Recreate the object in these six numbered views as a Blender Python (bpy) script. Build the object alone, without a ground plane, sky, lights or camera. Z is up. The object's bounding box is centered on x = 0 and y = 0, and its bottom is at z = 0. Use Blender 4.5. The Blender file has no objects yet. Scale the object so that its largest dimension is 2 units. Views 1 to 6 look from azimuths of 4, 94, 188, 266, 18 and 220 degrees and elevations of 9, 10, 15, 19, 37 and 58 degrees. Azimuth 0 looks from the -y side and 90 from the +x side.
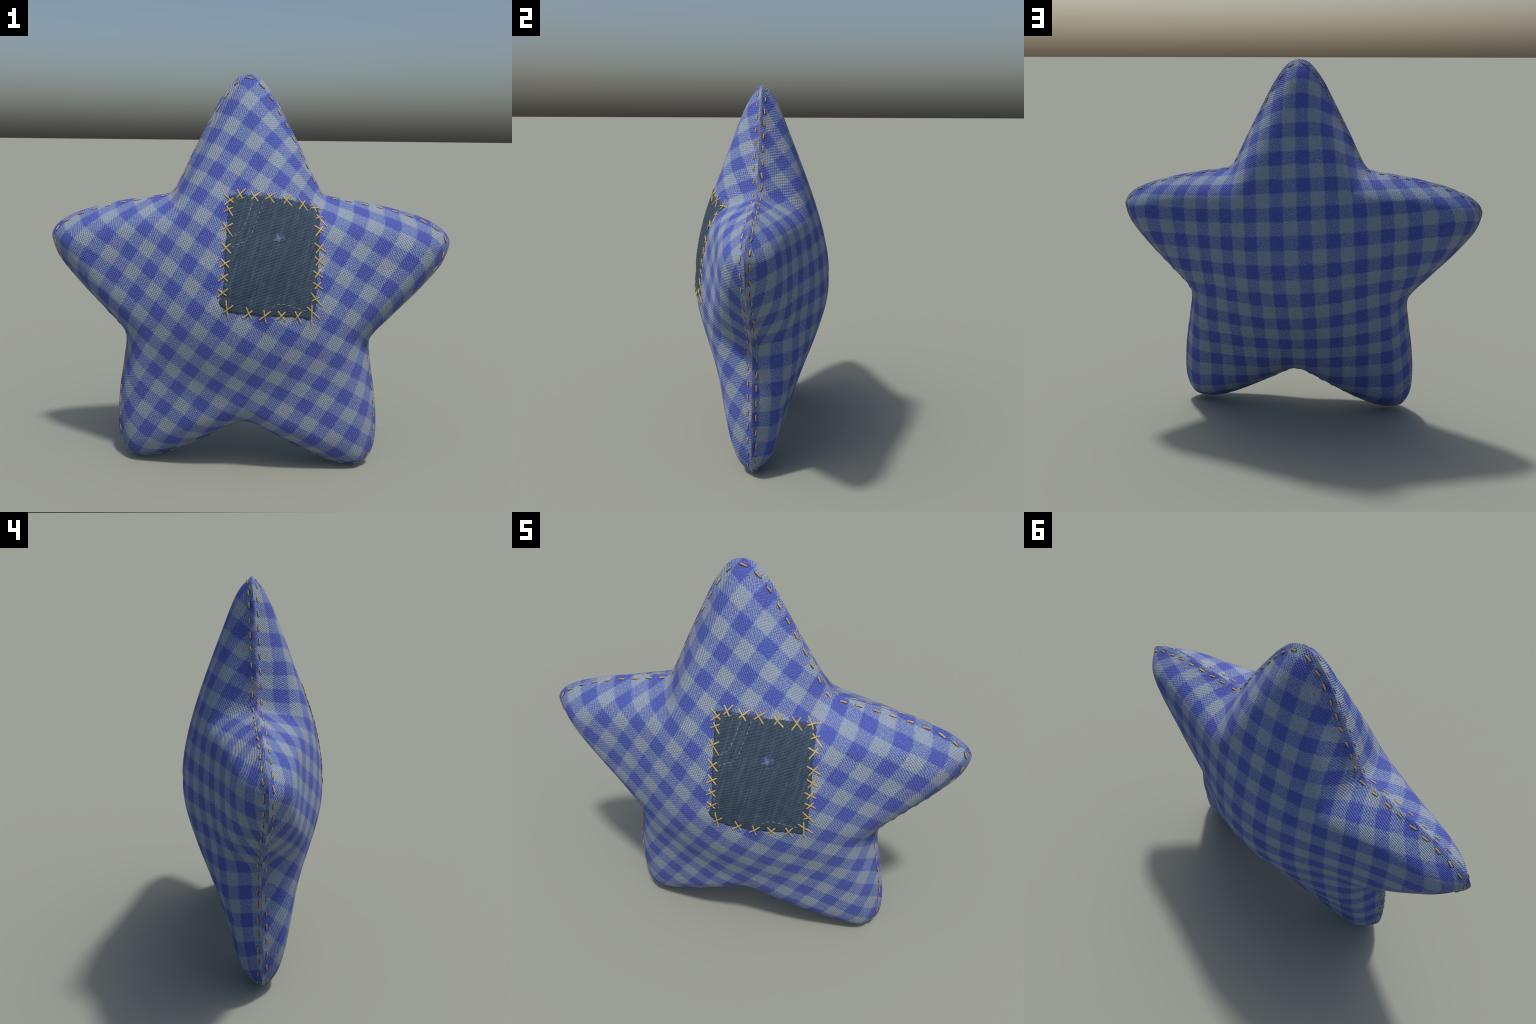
"""Stuffed star cushion: two stuffed gingham twill panels, joined
in one seam with running stitches, and a denim patch sewn on with cross stitches."""
import bpy, math, random
import numpy as np
from mathutils import Vector, Matrix

rng = random.Random(7)
CENTRE_Z = 0.93           # height of the star's middle

# ------------------------------------------------------------------ outline
# seam line, right half: (degrees from straight up, distance from the middle)
SEAM = [(0, 1.045), (2, 1.039), (4, 1.016), (6, .981), (8, .943), (12, .865), (16, .800),
        (20, .747), (24, .703), (28, .665), (32, .635), (35, .617), (37, .609), (39, .606),
        (41, .613), (43, .626), (45, .641), (48, .669), (52, .710), (56, .760), (60, .816),
        (64, .881), (68, .949), (70, .981), (72, 1.006), (74, 1.024), (76, 1.030),
        (78, 1.017), (80, .998), (82, .975), (84, .945), (88, .885), (92, .832), (96, .785),
        (100, .747), (104, .716), (106, .701), (108, .690), (110, .682), (112, .677),
        (114, .682), (116, .693), (118, .709), (120, .729), (124, .773), (128, .830),
        (132, .894), (136, .965), (138, 1.002), (140, 1.037), (142, 1.066), (144, 1.085),
        (146, 1.096), (148, 1.087), (150, 1.070), (152, 1.046), (154, 1.017), (156, .985),
        (158, .952), (162, .889), (166, .834), (170, .788), (173, .758), (176, .733),
        (178, .723), (180, .718)]
ST = np.array([a for a, r in SEAM], float)
SR = np.array([r for a, r in SEAM])


def monotone_tangents(t, r):
    h = np.diff(t)
    d = np.diff(r) / h
    m = np.zeros_like(r)
    same = d[1:] * d[:-1] > 0
    w1, w2 = 2 * h[1:] + h[:-1], h[1:] + 2 * h[:-1]
    with np.errstate(divide='ignore', invalid='ignore'):
        m[1:-1] = np.where(same, (w1 + w2) / (w1 / d[:-1] + w2 / d[1:]), 0)
    return m


SM = monotone_tangents(ST, SR)


def seam_radius(deg):
    a = np.mod(np.asarray(deg, float), 360)
    a = np.where(a > 180, 360 - a, a)
    i = np.clip(np.searchsorted(ST, a, side='right') - 1, 0, len(ST) - 2)
    h = ST[i + 1] - ST[i]
    t = (a - ST[i]) / h
    return ((1 + 2 * t) * (1 - t) ** 2 * SR[i] + t * (1 - t) ** 2 * h * SM[i]
            + t * t * (3 - 2 * t) * SR[i + 1] + t * t * (t - 1) * h * SM[i + 1])


# ------------------------------------------------------------------ stuffed form
NT, NR, GRADE = 360, 56, 1.9
ang = np.arange(NT) * 360.0 / NT
rim = seam_radius(ang)
ring_s = 1 - (1 - np.arange(NR + 1) / NR) ** GRADE      # 0 .. 1, crowded near the seam


def polar_mesh(nt, radii, svals):
    a = np.radians(np.arange(nt) * 360.0 / nt)
    pts = [np.array([[0.0, CENTRE_Z]])]
    for s in svals[1:]:
        pts.append(np.c_[s * radii * np.sin(a), CENTRE_Z + s * radii * np.cos(a)])
    return np.concatenate(pts)


def polar_faces(nt, nr):
    tris = [(0, 1 + j, 1 + (j + 1) % nt) for j in range(nt)]
    quads = []
    for i in range(nr - 1):
        b = 1 + i * nt
        for j in range(nt):
            k = (j + 1) % nt
            quads.append((b + j, b + nt + j, b + nt + k, b + k))
    return tris, quads


def hermite(table, v):
    t = np.array([a for a, b in table], float)
    r = np.array([b for a, b in table])
    m = np.gradient(r, t)
    m[0] = 0
    v = np.clip(v, t[0], t[-1])
    i = np.clip(np.searchsorted(t, v, side='right') - 1, 0, len(t) - 2)
    h = t[i + 1] - t[i]
    f = (v - t[i]) / h
    return ((1 + 2 * f) * (1 - f) ** 2 * r[i] + f * (1 - f) ** 2 * h * m[i]
            + f * f * (3 - 2 * f) * r[i + 1] + f * f * (f - 1) * h * m[i + 1])


PLAN = polar_mesh(NT, rim, ring_s)
tris, quads = polar_faces(NT, NR)
fine = np.radians(np.arange(0, 360, .5))
fine_r = seam_radius(np.degrees(fine))
SEAM_LINE = np.c_[fine_r * np.sin(fine), CENTRE_Z + fine_r * np.cos(fine)]
seam_dist = np.array([np.hypot(*(SEAM_LINE - p).T).min() for p in PLAN])
seam_dist[-NT:] = 0

# stuffing: thickness of each panel by distance from the middle; then how it changes with height
# (linear, square, cube); then how wide and how hollow the flank beside the seam is
STUFFING = {
    -1: ([(0, .3702), (.12, .359), (.25, .3277), (.4, .2703), (.55, .2052), (.7, .1576), (.85, .1085),
          (1.0, .0752), (1.12, .085)], (.072, .5007, -.3743), .0540, .40),
    1: ([(0, .3759), (.12, .3622), (.25, .3192), (.4, .2613), (.55, .2061), (.7, .1558), (.85, .1099),
         (1.0, .0851), (1.12, .0757)], (.1593, .5226, -.6161), .0545, .46)}
# uneven stuffing from the feet up to the top: (height, fullness)
FULLNESS = {
    -1: [(0, 1.0), (.1, .99), (.2, 1.005), (.3, .982), (.4, .956), (.5, .957), (.6, .995), (.7, 1.025), (.8, 1.032),
         (.9, 1.023), (1.0, 1.004), (1.1, .99), (1.2, .99), (1.4, 1.0), (1.6, .972), (1.8, .95), (2.0, .99)],
    1: [(0, .80), (.1, .835), (.2, .885), (.3, .905), (.4, .954), (.5, 1.026), (.6, 1.065), (.7, 1.067), (.8, 1.052),
        (.9, 1.023), (1.0, 1.001), (1.1, .996), (1.2, 1.003), (1.4, 1.012), (1.6, .984), (1.8, .95), (2.0, .96)]}
TUCK = {-1: 0.0, 1: .125}
SHAPE, GRID = {}, {}
for side in (-1, 1):
    table, (c1, c2, c3), flank, hollow = STUFFING[side]
    px, pz = PLAN[:, 0], PLAN[:, 1]
    dz = pz - CENTRE_Z
    body = hermite(table, np.hypot(px, dz)) * (1 + c1 * dz + c2 * dz ** 2 + c3 * dz ** 3)
    body = body * hermite(FULLNESS[side], pz)
    # plump ends of the two side arms, a tuck where arm and leg meet
    r = np.hypot(px, dz)
    body *= 1 + .21 * np.exp(-((r - .88) / .13) ** 2) * np.clip((np.abs(px) - .5) / .25, 0, 1)
    body *= 1 - TUCK[side] * np.exp(-((np.abs(px) - .50) ** 2 + (pz - .74) ** 2) / .16 ** 2)
    q = seam_dist / flank
    h = body * (1 - np.exp(-(.60 + hollow * q) * q))
    lump = (np.sin(7.1 * px + 1.3 * side) * np.sin(6.3 * pz + 2.1) * .6
            + np.sin(12.7 * px - 4.0 * pz + side) * .4)
    h += 0.0018 * lump * np.clip(seam_dist / .15, 0, 1)
    # round off the ridge where the flanks of a narrow arm meet
    G = np.concatenate([np.full((1, NT), h[0]), h[1:].reshape(NR, NT)])
    W = np.concatenate([np.ones((1, NT)), np.clip((seam_dist[1:] - .035) / .05, 0, 1).reshape(NR, NT)])
    W[-1] = 0
    W[0] = 0
    for _ in range(24):
        soft = (np.roll(G, 1, 1) + np.roll(G, -1, 1)) / 4 + G / 2
        soft[1:-1] = soft[1:-1] / 2 + (G[:-2] + G[2:]) / 4
        G = G + W * (soft - G)
        G[0] = G[1].mean()
    GRID[side] = G
    SHAPE[side] = np.concatenate([G[0, :1], G[1:].ravel()])


def height(x, z, side=-1):
    """Thickness of one panel, off the seam plane, over the point (x, z)."""
    G = GRID[side]
    a = math.degrees(math.atan2(x, z - CENTRE_Z)) % 360
    s = min(math.hypot(x, z - CENTRE_Z) / float(seam_radius(a)), 1.0)
    k = (1 - (1 - s) ** (1 / GRADE)) * NR
    i = min(int(k), NR - 1); f = k - i
    j = a * NT / 360; j0 = int(j) % NT; g = j - int(j); j1 = (j0 + 1) % NT
    return ((G[i, j0] * (1 - f) + G[i + 1, j0] * f) * (1 - g)
            + (G[i, j1] * (1 - f) + G[i + 1, j1] * f) * g)


def on_surface(x, z, side, lift=0.0):
    """Point and outward normal on the front (side -1) or the back (side 1)."""
    e = 0.004
    gx = (height(x + e, z, side) - height(x - e, z, side)) / (2 * e)
    gz = (height(x, z + e, side) - height(x, z - e, side)) / (2 * e)
    n = Vector((-gx, side, -gz)).normalized()
    return Vector((x, side * height(x, z, side), z)) + n * lift, n


# ------------------------------------------------------------------ node helpers
class Nodes:
    def __init__(self, name):
        self.mat = bpy.data.materials.new(name)
        self.mat.use_nodes = True
        self.t = self.mat.node_tree
        self.bsdf = self.t.nodes["Principled BSDF"]
        self.bsdf.inputs["Specular IOR Level"].default_value = 0.15
        self.bsdf.inputs["Roughness"].default_value = 0.9

    def new(self, kind, **kw):
        n = self.t.nodes.new(kind)
        for k, v in kw.items():
            setattr(n, k, v)
        return n

    def link(self, a, b):
        self.t.links.new(a, b)

    def put(self, sock, v):
        if isinstance(v, bpy.types.NodeSocket):
            self.link(v, sock)
        elif v is not None:
            sock.default_value = v

    def math(self, op, a, b=None, c=None, clamp=False):
        n = self.new("ShaderNodeMath", operation=op, use_clamp=clamp)
        for s, v in zip(n.inputs, (a, b, c)):
            self.put(s, v)
        return n.outputs[0]

    def vmath(self, op, a, b=None, c=None):
        n = self.new("ShaderNodeVectorMath", operation=op)
        for s, v in zip(n.inputs, (a, b, c)):
            self.put(s, v)
        return n.outputs["Value"] if op in ("DOT_PRODUCT", "LENGTH", "DISTANCE") else n.outputs[0]

    def mix(self, f, a, b, blend='MIX'):
        n = self.new("ShaderNodeMix", data_type='RGBA', blend_type=blend)
        self.put(n.inputs[0], f)
        for s, v in ((n.inputs[6], a), (n.inputs[7], b)):
            self.put(s, (*v, 1) if isinstance(v, tuple) else v)
        return n.outputs[2]

    def noise(self, vec, scale, detail=2.0, rough=0.5):
        n = self.new("ShaderNodeTexNoise")
        self.put(n.inputs["Vector"], vec)
        n.inputs["Scale"].default_value = scale
        n.inputs["Detail"].default_value = detail
        n.inputs["Roughness"].default_value = rough
        return n.outputs["Fac"]

    def remap(self, v, a, b, lo=0.0, hi=1.0):
        n = self.new("ShaderNodeMapRange")
        self.put(n.inputs[0], v)
        for i, k in enumerate((a, b, lo, hi)):
            n.inputs[1 + i].default_value = k
        return n.outputs[0]

    def bump(self, h, strength, dist):
        n = self.new("ShaderNodeBump")
        n.inputs["Strength"].default_value = strength
        n.inputs["Distance"].default_value = dist
        self.put(n.inputs["Height"], h)
        self.link(n.outputs[0], self.bsdf.inputs["Normal"])

    def object_coords(self):
        return self.new("ShaderNodeTexCoord").outputs["Object"]


# How the cloth lies on the puffed form: check numbers (warp, weft) as a smooth function
# of the place.  Terms: 1 x z xx xz zz xy zy y yy xxx xxz xzz zzz xyy zyy xxy xyz zzy yyy,
# x from the middle line, z from the star's middle, y the distance from the seam plane.
LAY_FRONT = ((.005, 5.312, 7.315, .323, -.013, -.058, -5.722, -2.81, 1.359, -4.678, -1.223, -1.622,
              -.981, -1.227, 4.736, -8.252, -2.802, .037, -.949, 4.867),
             (.056, -7.514, 4.602, -.077, -.129, -.067, 6.298, -2.215, -.749, 2.084, 1.496, -.706,
              .907, -.488, -3.868, -1.32, .357, .227, -.076, -1.465))
LAY_BACK = ((-.682, -9.483, .363, .127, -.084, .172, 9.865, .721, 3.43, -15.157, 2.046, .012,
             1.309, -.148, -7.4, -1.611, -2.6, .855, -1.661, 18.113),
            (5.728, -.681, -8.736, -.054, -.006, .192, 1.131, 5.239, -.149, -.572, .208, 1.504,
             .09, 1.394, -1.289, 3.365, 2.265, -.425, .403, 4.36))

PALE = (0.262, 0.322, 0.405)
BLUE = (0.060, 0.086, 0.385)


def gingham(name, lay, twill):
    m = Nodes(name)
    obj = m.object_coords()
    sep = m.new("ShaderNodeSeparateXYZ")
    m.link(obj, sep.inputs[0])
    x = sep.outputs[0]
    y = m.math('ABSOLUTE', sep.outputs[1])
    z = m.math('SUBTRACT', sep.outputs[2], CENTRE_Z)
    mul = lambda a, b: m.math('MULTIPLY', a, b)
    xx, xz, zz, xy, zy, yy = mul(x, x), mul(x, z), mul(z, z), mul(x, y), mul(z, y), mul(y, y)
    terms = [x, z, xx, xz, zz, xy, zy, y, yy, mul(xx, x), mul(xx, z), mul(zz, x), mul(zz, z),
             mul(yy, x), mul(yy, z), mul(xx, y), mul(xz, y), mul(zz, y), mul(yy, y)]
    acc = (lay[0][0], lay[1][0], 0.0)
    for k, t in enumerate(terms, 1):
        acc = m.vmath('MULTIPLY_ADD', t, (lay[0][k], lay[1][k], 0.0), acc)
    # a little unevenness of the yarns
    wob = m.new("ShaderNodeTexNoise")
    m.link(acc, wob.inputs["Vector"])
    wob.inputs["Scale"].default_value = 5.0
    wob.inputs["Detail"].default_value = 3.0
    cloth = m.vmath('MULTIPLY_ADD', m.vmath('SUBTRACT', wob.outputs["Color"], (.5, .5, .5)),
                    (.07, .07, 0), acc)
    cs = m.new("ShaderNodeSeparateXYZ")
    m.link(cloth, cs.inputs[0])

    def band(q):
        c = m.math('COSINE', mul(q, 2 * math.pi))
        return m.math('MULTIPLY_ADD', c, 2.3, 0.5, clamp=True)
    b1, b2 = band(cs.outputs[0]), band(cs.outputs[1])
    tone = mul(m.math('ADD', b1, b2), 0.5)
    half = m.math('ABSOLUTE', m.math('SUBTRACT', b1, b2))

    # diagonal twill ribs and the yarns crossing them
    wob2 = m.new("ShaderNodeTexNoise")
    m.link(acc, wob2.inputs["Vector"])
    wob2.inputs["Scale"].default_value = 9.0
    wob2.inputs["Detail"].default_value = 4.0
    yarn = m.vmath('MULTIPLY_ADD', m.vmath('SUBTRACT', wob2.outputs["Color"], (.5, .5, .5)),
                   (.045, .045, 0), acc)
    th, freq = twill
    c, s = math.cos(th), math.sin(th)
    across = m.vmath('DOT_PRODUCT', yarn, (-s * freq * 2 * math.pi, c * freq * 2 * math.pi, 0))
    along = m.vmath('DOT_PRODUCT', yarn, (c * freq * 5.4, s * freq * 5.4, 0))
    rib = m.math('SINE', across)
    cross = m.math('SINE', along)
    patchy = m.remap(m.noise(acc, 2.6, 2), .35, .65, .35, 1.0)
    ribp = mul(rib, patchy)

    grain = m.noise(acc, 21.0, 3, .75)
    fine = m.noise(acc, 75.0, 2, .6)
    t = m.math('MULTIPLY_ADD', mul(ribp, half), 0.40, tone)
    t = m.math('MULTIPLY_ADD', m.math('SUBTRACT', grain, .5), 2.6, t, clamp=True)
    ramp = m.new("ShaderNodeValToRGB")
    m.link(t, ramp.inputs[0])
    el = ramp.color_ramp.elements
    el[0].position, el[0].color = 0.04, (*PALE, 1)
    el[1].position, el[1].color = 0.96, (*BLUE, 1)
    mid = ramp.color_ramp.elements.new(0.5)
    mid.color = (0.138, 0.196, 0.430, 1)
    col = ramp.outputs[0]
    # occlusion shade between the yarns, darkened into the base colour; then flecks
    gap = m.math('MULTIPLY_ADD', mul(ribp, -1.0), .5, mul(cross, -.35))
    col = m.mix(m.remap(gap, .10, .80, 0, .38), col, (.09, .10, .16), 'MIX')
    col = m.mix(m.remap(grain, .57, .72, 0, .55), col, (.08, .09, .15))
    col = m.mix(m.remap(fine, .25, .75, .0, .35), col, m.mix(1.0, col, (1.25, 1.22, 1.18), 'MULTIPLY'))
    pink = m.noise(acc, 14.0, 3, .6)
    col = m.mix(m.remap(pink, .60, .74, 0, .40), col, (.30, .21, .30))
    # rubbed, reddish stains along the seam
    near = m.remap(y, .002, .014, 1, 0)
    worn = m.remap(m.noise(obj, 7.0, 3), .53, .66)
    col = m.mix(mul(mul(near, worn), m.remap(grain, .4, .62, .0, .7)), col, (.27, .20, .25))
    m.link(col, m.bsdf.inputs["Base Color"])
    m.bsdf.inputs["Sheen Weight"].default_value = 0.04
    h = m.math('MULTIPLY_ADD', rib, .5, mul(cross, .30))
    h = m.math('MULTIPLY_ADD', m.math('SUBTRACT', grain, .5), 1.2, h)
    m.bump(h, 1.0, 0.0021)
    return m.mat


def thread_material(name, colour, dark, scale=1.0):
    m = Nodes(name)
    obj = m.object_coords()
    sep = m.new("ShaderNodeSeparateXYZ")
    m.link(obj, sep.inputs[0])
    ply = m.math('SINE', m.vmath('DOT_PRODUCT', obj, (700 * scale, 900 * scale, 500 * scale)))
    info = m.new("ShaderNodeObjectInfo")
    v = m.remap(info.outputs["Random"], 0, 1, .75, 1.08)
    col = m.mix(m.remap(ply, -1, .2, .45, 0), colour, dark)
    vc = m.new("ShaderNodeCombineXYZ")
    for k in range(3):
        m.link(v, vc.inputs[k])
    col = m.mix(1.0, col, vc.outputs[0], 'MULTIPLY')
    m.link(col, m.bsdf.inputs["Base Color"])
    m.bsdf.inputs["Roughness"].default_value = 0.6
    m.bump(ply, .5, .0008)
    return m.mat


def denim_material():
    m = Nodes("dark_denim")
    obj = m.object_coords()
    wob = m.new("ShaderNodeTexNoise")
    m.link(obj, wob.inputs["Vector"])
    wob.inputs["Scale"].default_value = 14.0
    wob.inputs["Detail"].default_value = 5.0
    p = m.vmath('MULTIPLY_ADD', m.vmath('SUBTRACT', wob.outputs["Color"], (.5, .5, .5)),
                (.020, 0, .020), obj)
    a = math.radians(19)
    k = 2 * math.pi / 0.0128
    rib = m.math('SINE', m.vmath('DOT_PRODUCT', p, (-math.sin(a) * k, 0, math.cos(a) * k)))
    b = math.radians(72)
    k2 = 2 * math.pi / 0.0100
    yarn = m.math('SINE', m.vmath('DOT_PRODUCT', p, (math.sin(b) * k2, 0, -math.cos(b) * k2)))
    # pale slubs running up the cloth
    rot = m.new("ShaderNodeVectorRotate", rotation_type='Y_AXIS')
    m.link(obj, rot.inputs["Vector"])
    rot.inputs["Angle"].default_value = math.radians(-15)
    st = m.vmath('MULTIPLY', rot.outputs[0], (150, 1, 5.0))
    slub = m.noise(st, 1.0, 3, .6)
    grain = m.noise(obj, 260, 3, .6)
    mottle = m.noise(obj, 22, 4, .6)
    f = m.math('MULTIPLY_ADD', m.math('SUBTRACT', mottle, .5), .55, .36)
    f = m.math('MULTIPLY_ADD', rib, .16, f)
    f = m.math('MULTIPLY_ADD', m.math('MULTIPLY', rib, yarn), .14, f)
    f = m.math('MULTIPLY_ADD', m.remap(slub, .5, .8), .75, f)
    f = m.math('MULTIPLY_ADD', m.math('SUBTRACT', grain, .5), .9, f, clamp=True)
    col = m.mix(f, (.017, .031, .055), (.070, .104, .150))
    # bleached, rubbed-through spot
    d = m.vmath('SUBTRACT', obj, (.171, 0, 1.218))
    d = m.vmath('LENGTH', m.vmath('MULTIPLY', d, (30, 0, 46)))
    rag = m.noise(obj, 60, 3, .6)
    spot = m.math('MULTIPLY_ADD', rag, 2.6, m.math('MULTIPLY', d, -1.0))
    col = m.mix(m.remap(spot, .60, 1.05, 0, .75), col, (.15, .17, .33))
    d2 = m.vmath('SUBTRACT', obj, (.179, 0, 1.186))
    d2 = m.vmath('LENGTH', m.vmath('MULTIPLY', d2, (28, 0, 90)))
    spot2 = m.math('MULTIPLY_ADD', rag, 2.4, m.math('MULTIPLY', d2, -1.0))
    col = m.mix(m.remap(spot2, .5, 1.2, 0, .3), col, (.15, .17, .33))
    m.link(col, m.bsdf.inputs["Base Color"])
    h = m.math('MULTIPLY_ADD', rib, .5, m.math('MULTIPLY', yarn, .2))
    m.bump(h, .5, .0016)
    return m.mat


MAT_FRONT = gingham("front_gingham_twill", LAY_FRONT, (math.radians(58.5), 15.8))
MAT_BACK = gingham("back_gingham_twill", LAY_BACK, (math.radians(36), 15.8))
MAT_GOLD = thread_material("golden_thread", (.54, .41, .165), (.18, .115, .035))
MAT_SEAM = thread_material("tan_thread", (.46, .355, .195), (.13, .09, .045))
MAT_STITCH_SHADOW = thread_material("painted_stitch_shadow", (.035, .038, .070), (.02, .02, .04))
MAT_POCKET = thread_material("faded_blue_thread", (.19, .25, .30), (.10, .14, .19))
MAT_FRAY = thread_material("frayed_cotton", (.26, .30, .52), (.12, .14, .30))
MAT_DENIM = denim_material()

# ------------------------------------------------------------------ object helpers
ROOT = bpy.data.objects.new("star_cushion", None)
bpy.context.scene.collection.objects.link(ROOT)
ROOT["label"] = "plump blue gingham star cushion with a cross-stitched denim patch"
ROOT["category"] = "star cushion"


def add(name, mesh, parent, mat=None):
    o = bpy.data.objects.new(name, mesh)
    bpy.context.scene.collection.objects.link(o)
    o.parent = parent
    if mat is not None and not mesh.materials:
        mesh.materials.append(mat)
    return o


def mesh_from(name, verts, faces, smooth=True):
    me = bpy.data.meshes.new(name)
    me.from_pydata([tuple(map(float, v)) for v in verts], [], faces)
    if smooth:
        me.polygons.foreach_set("use_smooth", [True] * len(me.polygons))
    me.update()
    return me


def tube(path, ups, radius, nseg=8, taper=0.6, flat=1.0):
    """Round thread along a path, with closed rounded ends."""
    n = len(path)
    verts, faces = [], []
    for i, (p, up) in enumerate(zip(path, ups)):
        d = (path[min(i + 1, n - 1)] - path[max(i - 1, 0)]).normalized()
        side = d.cross(up).normalized()
        nor = side.cross(d).normalized()
        end = min(i, n - 1 - i)
        r = radius * (taper if end == 0 else 0.92 if end == 1 else 1.0)
        for k in range(nseg):
            a = 2 * math.pi * k / nseg
            verts.append(p + side * (math.cos(a) * r) + nor * (math.sin(a) * r * flat))
    for i in range(n - 1):
        for k in range(nseg):
            kk = (k + 1) % nseg
            faces.append((i * nseg + k, i * nseg + kk, (i + 1) * nseg + kk, (i + 1) * nseg + k))
    for i, flip in ((0, True), (n - 1, False)):
        c = len(verts)
        d = (path[1] - path[0]) if i == 0 else (path[-1] - path[-2])
        verts.append(path[i] + d.normalized() * (radius * .35 * (-1 if i == 0 else 1)))
        for k in range(nseg):
            kk = (k + 1) % nseg
            f = (i * nseg + k, i * nseg + kk, c)
            faces.append(f[::-1] if flip else f)
    return verts, faces


# ------------------------------------------------------------------ cloth panels
def panel(name, side, mat):
    verts = np.c_[PLAN[:, 0], side * SHAPE[side], PLAN[:, 1]]
    fs = tris + quads
    if side > 0:
        fs = [f[::-1] for f in fs]
    me = mesh_from(name, verts, fs)
    return add(name, me, ROOT, mat)


front = panel("front_panel", -1, MAT_FRONT)
back = panel("back_panel", 1, MAT_BACK)
# both panels must face outward
for o, side in ((front, -1), (back, 1)):
    if o.data.polygons[0].normal.y * side < 0:
        o.data.flip_normals()

# ------------------------------------------------------------------ running stitches
STITCH_LEN, STITCH_R = 0.038, 0.0042


def stitch_mesh(name, wiggle):
    path, ups = [], []
    n = 9
    for i in range(n):
        t = i / (n - 1) * 2 - 1
        path.append(Vector((t * STITCH_LEN / 2, wiggle * math.sin(t * 3.0),
                            STITCH_R * (.42 - 1.0 * t ** 4))))
        ups.append(Vector((0, 0, 1)))
    v, f = tube(path, ups, STITCH_R, 8, .7, .72)
    me = mesh_from(name, v, f)
    me.materials.append(MAT_SEAM)
    return me


STITCHES = [stitch_mesh("seam_stitch_thread", w) for w in (-.0012, -.0004, .0005, .0013)]


def shadow_plate_mesh():
    """Dark plate modelling the shadow around a stitch, longer and wider than the thread."""
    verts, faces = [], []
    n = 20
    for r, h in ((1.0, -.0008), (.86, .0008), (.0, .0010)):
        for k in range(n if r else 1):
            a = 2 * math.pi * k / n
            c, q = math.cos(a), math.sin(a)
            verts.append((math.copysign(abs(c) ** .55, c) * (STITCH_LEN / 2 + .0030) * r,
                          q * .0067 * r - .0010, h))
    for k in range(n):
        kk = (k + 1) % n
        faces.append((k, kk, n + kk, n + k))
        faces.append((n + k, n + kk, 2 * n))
    me = mesh_from("stitch_shadow_plate", verts, faces)
    me.materials.append(MAT_STITCH_SHADOW)
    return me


SHADOW_PLATE = shadow_plate_mesh()


def contour(level, side):
    """Line on the panel that keeps the same small height above the seam plane."""
    pts = []
    for j in range(NT):
        col = GRID[side][:, j]
        i = np.nonzero(col >= level)[0][-1]
        f = (col[i] - level) / max(col[i] - col[i + 1], 1e-9)
        s = ring_s[i] + (ring_s[i + 1] - ring_s[i]) * f
        a = math.radians(ang[j])
        pts.append(Vector((s * rim[j] * math.sin(a), side * level, CENTRE_Z + s * rim[j] * math.cos(a))))
    return pts


def frame_on(p, d, n):
    d = (d - n * d.dot(n)).normalized()
    yv = n.cross(d)
    return Matrix(((d.x, yv.x, n.x, p.x), (d.y, yv.y, n.y, p.y), (d.z, yv.z, n.z, p.z), (0, 0, 0, 1)))


def surf_normal(p, side):
    e = .002
    # gradient taken on the inner side so that it is well defined at the seam
    c = Vector((0, p.y, CENTRE_Z))
    q = p + (c - p).normalized() * .004
    gx = (height(q.x + e, q.z, side) - height(q.x - e, q.z, side)) / (2 * e)
    gz = (height(q.x, q.z + e, side) - height(q.x, q.z - e, side)) / (2 * e)
    return Vector((-gx, side, -gz)).normalized()


shadow_plates = {-1: [], 1: []}
for side, owner, phase in ((-1, front, .15), (1, back, .62)):
    line = contour(.0205, side)
    cum = [0.0]
    for i in range(NT):
        cum.append(cum[-1] + (line[(i + 1) % NT] - line[i]).length)
    total = cum[-1]
    count = round(total / .0735)
    for k in range(count):
        s0 = ((k + phase + rng.uniform(-.07, .07)) / count * total) % total
        i = max(j for j in range(NT) if cum[j] <= s0)
        a, b = line[i], line[(i + 1) % NT]
        p = a.lerp(b, (s0 - cum[i]) / (cum[i + 1] - cum[i]))
        d = (line[(i + 3) % NT] - line[(i - 2) % NT]).normalized()
        n = surf_normal(p, side)
        d = (d + n.cross(d) * rng.uniform(-.10, .10)).normalized()
        o = add("seam_stitch", STITCHES[k % 4], owner)
        M = frame_on(p, d, n)
        sc = rng.uniform(.86, 1.08)
        o.matrix_world = M @ Matrix.Diagonal((sc, 1, 1, 1))
        shadow_plates[side].append(o.matrix_world.copy())

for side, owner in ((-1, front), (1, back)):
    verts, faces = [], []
    src = [v.co.copy() for v in SHADOW_PLATE.vertices]
    fcs = [tuple(p.vertices) for p in SHADOW_PLATE.polygons]
    for M in shadow_plates[side]:
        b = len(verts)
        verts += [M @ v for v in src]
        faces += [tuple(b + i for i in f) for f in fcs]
    o = add("stitch_shadow_plate", mesh_from("stitch_shadow_plate", verts, faces), owner, MAT_STITCH_SHADOW)
    o["kind"] = "stuff"

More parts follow.
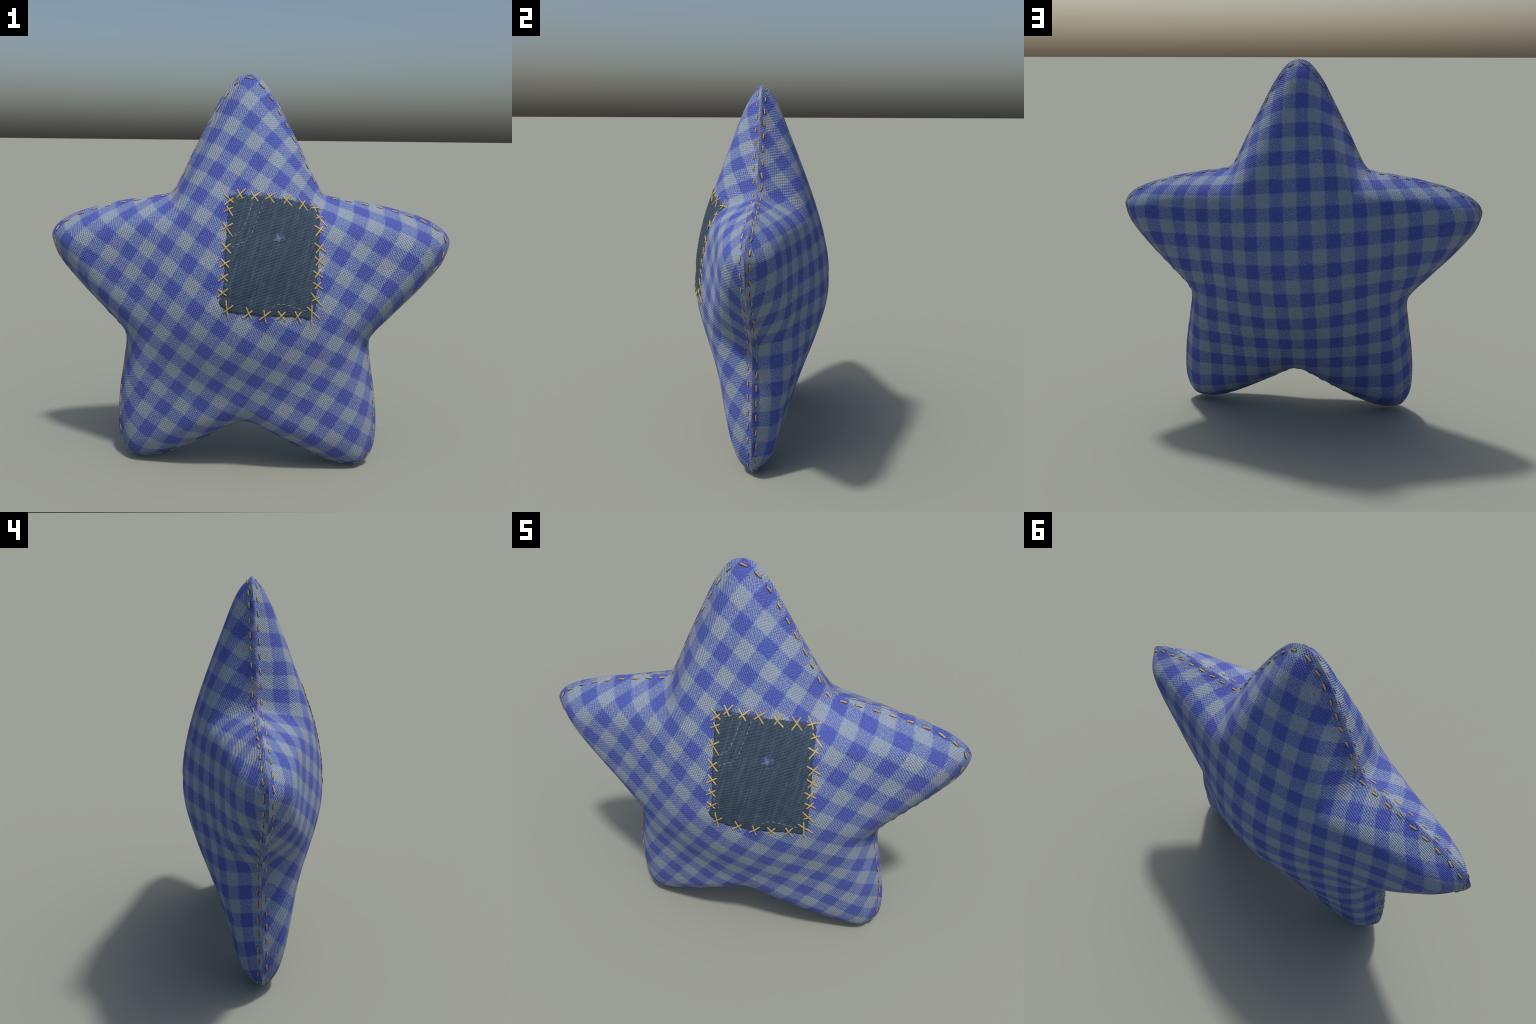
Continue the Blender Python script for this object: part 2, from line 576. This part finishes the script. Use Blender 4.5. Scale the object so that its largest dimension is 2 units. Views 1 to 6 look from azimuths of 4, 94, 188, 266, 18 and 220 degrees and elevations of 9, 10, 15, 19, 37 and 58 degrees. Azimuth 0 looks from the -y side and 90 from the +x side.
# ------------------------------------------------------------------ denim patch
TOP = [(-0.06, 1.406), (-0.004, 1.412), (0.071, 1.406), (0.159, 1.396), (0.238, 1.384), (0.292, 1.367), (0.346, 1.339)]
BOTTOM = [(-0.097, 0.923), (-0.084, 0.903), (-0.048, 0.875), (0.084, 0.864), (0.215, 0.857), (0.286, 0.848), (0.319, 0.838)]
LEFT = [(-0.097, 0.923), (-0.077, 0.957), (-0.071, 1.046), (-0.071, 1.133), (-0.067, 1.218), (-0.064, 1.303), (-0.06, 1.406)]
RIGHT = [(0.319, 0.838), (0.345, 0.876), (0.349, 0.912), (0.351, 1.007), (0.357, 1.109), (0.359, 1.217), (0.358, 1.318), (0.346, 1.339)]
PATCH_THICK = 0.0032


def along(pts, t):
    ls = [math.dist(a, b) for a, b in zip(pts, pts[1:])]
    s = t * sum(ls)
    for (a, b), l in zip(zip(pts, pts[1:]), ls):
        if s <= l + 1e-9:
            f = s / l
            return Vector((a[0] + (b[0] - a[0]) * f, a[1] + (b[1] - a[1]) * f))
        s -= l
    return Vector(pts[-1])


def patch_plan(uu, vv):
    B, T, L, R = along(BOTTOM, uu), along(TOP, uu), along(LEFT, vv), along(RIGHT, vv)
    c = (Vector(BOTTOM[0]), Vector(BOTTOM[-1]), Vector(TOP[0]), Vector(TOP[-1]))
    return (B * (1 - vv) + T * vv + L * (1 - uu) + R * uu
            - (c[0] * (1 - uu) * (1 - vv) + c[1] * uu * (1 - vv) + c[2] * (1 - uu) * vv + c[3] * uu * vv))


def ragged(t, seed):
    return .0011 * (math.sin(t * 61 + seed) + .7 * math.sin(t * 143 + 2 * seed) + .5 * math.sin(t * 310 + seed))


NU, NV = 72, 96
verts, faces = [], []
for iv in range(NV + 1):
    for iu in range(NU + 1):
        p = patch_plan(iu / NU, iv / NV)
        if iu in (0, NU):
            p.x += ragged(iv / NV, 1 + iu)
        if iv in (0, NV):
            p.y += ragged(iu / NU, 2 + iv)
        edge = min(iu, NU - iu, iv, NV - iv)
        # the corners lift a little, the stitches pull the edge down between
        lift = PATCH_THICK + .0010 * math.sin(iu * .55) * math.sin(iv * .48) * (1 if edge < 6 else .3)
        if edge == 0:
            lift *= .55
        elif edge == 1:
            lift *= .88
        q, n = on_surface(p.x, p.y, -1, lift)
        verts.append(q)
W = NU + 1
for iv in range(NV):
    for iu in range(NU):
        a = iv * W + iu
        faces.append((a, a + 1, a + 1 + W, a + W))
loop = ([iu for iu in range(NU)] + [NU + iv * W for iv in range(NV)]
        + [NV * W + iu for iu in range(NU, 0, -1)] + [iv * W for iv in range(NV, 0, -1)])
base = len(verts)
for i in loop:
    q = verts[i]
    p2, n2 = on_surface(q.x, q.z, -1, 0)
    verts.append(q - n2 * (PATCH_THICK + .003))
for k in range(len(loop)):
    kk = (k + 1) % len(loop)
    faces.append((loop[kk], loop[k], base + k, base + kk))
me = mesh_from("denim_patch", verts, faces)
patch = add("denim_patch", me, ROOT, MAT_DENIM)
if me.polygons[NU * NV // 2].normal.y > 0:
    me.flip_normals()

# ------------------------------------------------------------------ cross stitches
# under thread and over thread of each cross: middle x, middle z, length, slant in degrees
CROSSES = [
    ((-0.062, 1.391, 0.061, -39), (-0.062, 1.377, 0.053, 38)), ((-0.012, 1.412, 0.05, -58), (-0.006, 1.416, 0.06, 48)),
    ((0.056, 1.402, 0.056, -52), (0.063, 1.406, 0.056, 39)), ((0.128, 1.398, 0.065, -52), (0.13, 1.405, 0.057, 33)),
    ((0.207, 1.381, 0.063, -47), (0.207, 1.391, 0.053, 52)), ((0.278, 1.364, 0.077, -55), (0.274, 1.363, 0.046, 54)),
    ((0.327, 1.352, 0.059, -60), (0.343, 1.343, 0.056, -7)), ((0.368, 1.29, 0.073, -46), (0.356, 1.303, 0.035, 9)),
    ((0.357, 1.256, 0.053, -30), (0.357, 1.244, 0.055, 53)), ((0.364, 1.169, 0.07, -38), (0.361, 1.167, 0.057, 50)),
    ((0.361, 1.109, 0.062, -42), (0.359, 1.108, 0.053, 51)), ((0.355, 1.049, 0.06, -35), (0.355, 1.052, 0.047, 53)),
    ((0.356, 0.996, 0.057, -35), (0.355, 0.996, 0.041, 47)), ((0.351, 0.931, 0.083, -52), (0.347, 0.934, 0.039, 25)),
    ((0.338, 0.869, 0.086, -45), (0.33, 0.862, 0.092, -90)), ((0.269, 0.85, 0.069, -64), (0.267, 0.859, 0.052, 50)),
    ((0.193, 0.861, 0.058, -53), (0.191, 0.861, 0.053, 46)), ((0.117, 0.858, 0.065, -80), (0.116, 0.863, 0.067, 39)),
    ((0.043, 0.875, 0.062, -67), (0.037, 0.869, 0.06, 39)), ((-0.057, 0.886, 0.092, -84), (-0.052, 0.892, 0.059, 39)),
    ((-0.08, 0.967, 0.047, -33), (-0.078, 0.965, 0.066, 41)), ((-0.071, 1.035, 0.045, -42), (-0.078, 1.035, 0.059, 38)),
    ((-0.07, 1.102, 0.057, -46), (-0.073, 1.097, 0.061, 34)), ((-0.066, 1.17, 0.066, -47), (-0.067, 1.17, 0.059, 43)),
    ((-0.063, 1.253, 0.083, -52), (-0.064, 1.265, 0.058, 32)), ((-0.055, 1.334, 0.053, -56), (-0.063, 1.341, 0.05, 28))]
CROSS_R = 0.0034


def inside_patch(x, z):
    t = min(max((z - .86) / .53, 0), 1)
    xl, xr = along(LEFT, t).x, along(RIGHT, t).x
    w = min(max((x - xl) / (xr - xl), 0), 1)
    return xl < x < xr and along(BOTTOM, w).y < z < along(TOP, w).y


for pair in CROSSES:
    for over, (cx, cz, ln, slant) in enumerate(pair):
        a = math.radians(slant)
        path, ups = [], []
        n = 13
        for i in range(n):
            t = i / (n - 1) * 2 - 1
            x, z = cx + math.cos(a) * t * ln / 2, cz + math.sin(a) * t * ln / 2
            l = (PATCH_THICK + .0004 if inside_patch(x, z) else .0018) + over * .0026 * math.exp(-(t / .40) ** 2)
            if abs(t) > .88:
                l = (PATCH_THICK if inside_patch(x, z) else .001) + .0005
            q, nn = on_surface(x, z, -1, l)
            path.append(q)
            ups.append(nn)
        v, f = tube(path, ups, CROSS_R, 8, .75, .8)
        add("cross_stitch", mesh_from("cross_stitch", v, f), patch, MAT_GOLD)

# ------------------------------------------------------------------ old pocket seam on the denim
POCKET_LINES = [
    [(0.052, 1.376), (0.042, 1.354), (0.037, 1.331), (0.029, 1.307), (0.021, 1.288), (0.014, 1.267), (-0.004, 1.243), (-0.025, 1.229), (-0.06, 1.216)],
    [(0.096, 1.385), (0.092, 1.362), (0.085, 1.341), (0.078, 1.316), (0.069, 1.294), (0.062, 1.272), (0.055, 1.251), (0.046, 1.229), (0.033, 1.209), (0.003, 1.194), (-0.029, 1.178), (-0.045, 1.169)],
    [(0.145, 0.9), (0.175, 0.916), (0.199, 0.916), (0.223, 0.91), (0.244, 0.901), (0.265, 0.893), (0.285, 0.886), (0.309, 0.879)],
    [(-0.071, 1.011), (-0.05, 0.998), (-0.039, 0.979), (-0.046, 0.951)],
    [(0.04, 1.404), (0.014, 1.398), (-0.017, 1.388), (-0.045, 1.372)]]
for line in POCKET_LINES:
    total = sum(math.dist(a, b) for a, b in zip(line, line[1:]))
    count = max(round(total / .0235), 2)
    for k in range(count):
        path, ups = [], []
        for i in range(5):
            t = (k + .18 + .58 * i / 4) / count
            p = along(line, t)
            q, nn = on_surface(p.x, p.y, -1, PATCH_THICK + (.0004 if i in (1, 2, 3) else -.0010))
            path.append(q)
            ups.append(nn)
        v, f = tube(path, ups, .0019 * rng.uniform(.8, 1.1), 6, .8)
        add("pocket_stitch", mesh_from("pocket_stitch", v, f), patch, MAT_POCKET)

# loose cotton ends around the worn spot
verts, faces = [], []
for k in range(9):
    a = rng.uniform(-.5, .5) + (math.pi / 2 if k % 3 == 0 else 0)
    cx, cz = .172 + rng.uniform(-.022, .026), 1.218 + rng.uniform(-.013, .013)
    ln = rng.uniform(.008, .02)
    path, ups = [], []
    for i in range(5):
        t = i / 4 - .5
        q, nn = on_surface(cx + math.cos(a) * t * ln, cz + math.sin(a) * t * ln + .002 * math.sin(7 * t + k),
                           -1, PATCH_THICK + .0012 - .006 * t * t)
        path.append(q)
        ups.append(nn)
    v, f = tube(path, ups, .0011, 6, .7)
    b = len(verts)
    verts += v
    faces += [tuple(b + i for i in q) for q in f]
o = add("frayed_thread", mesh_from("frayed_thread", verts, faces), patch, MAT_FRAY)
o["kind"] = "stuff"
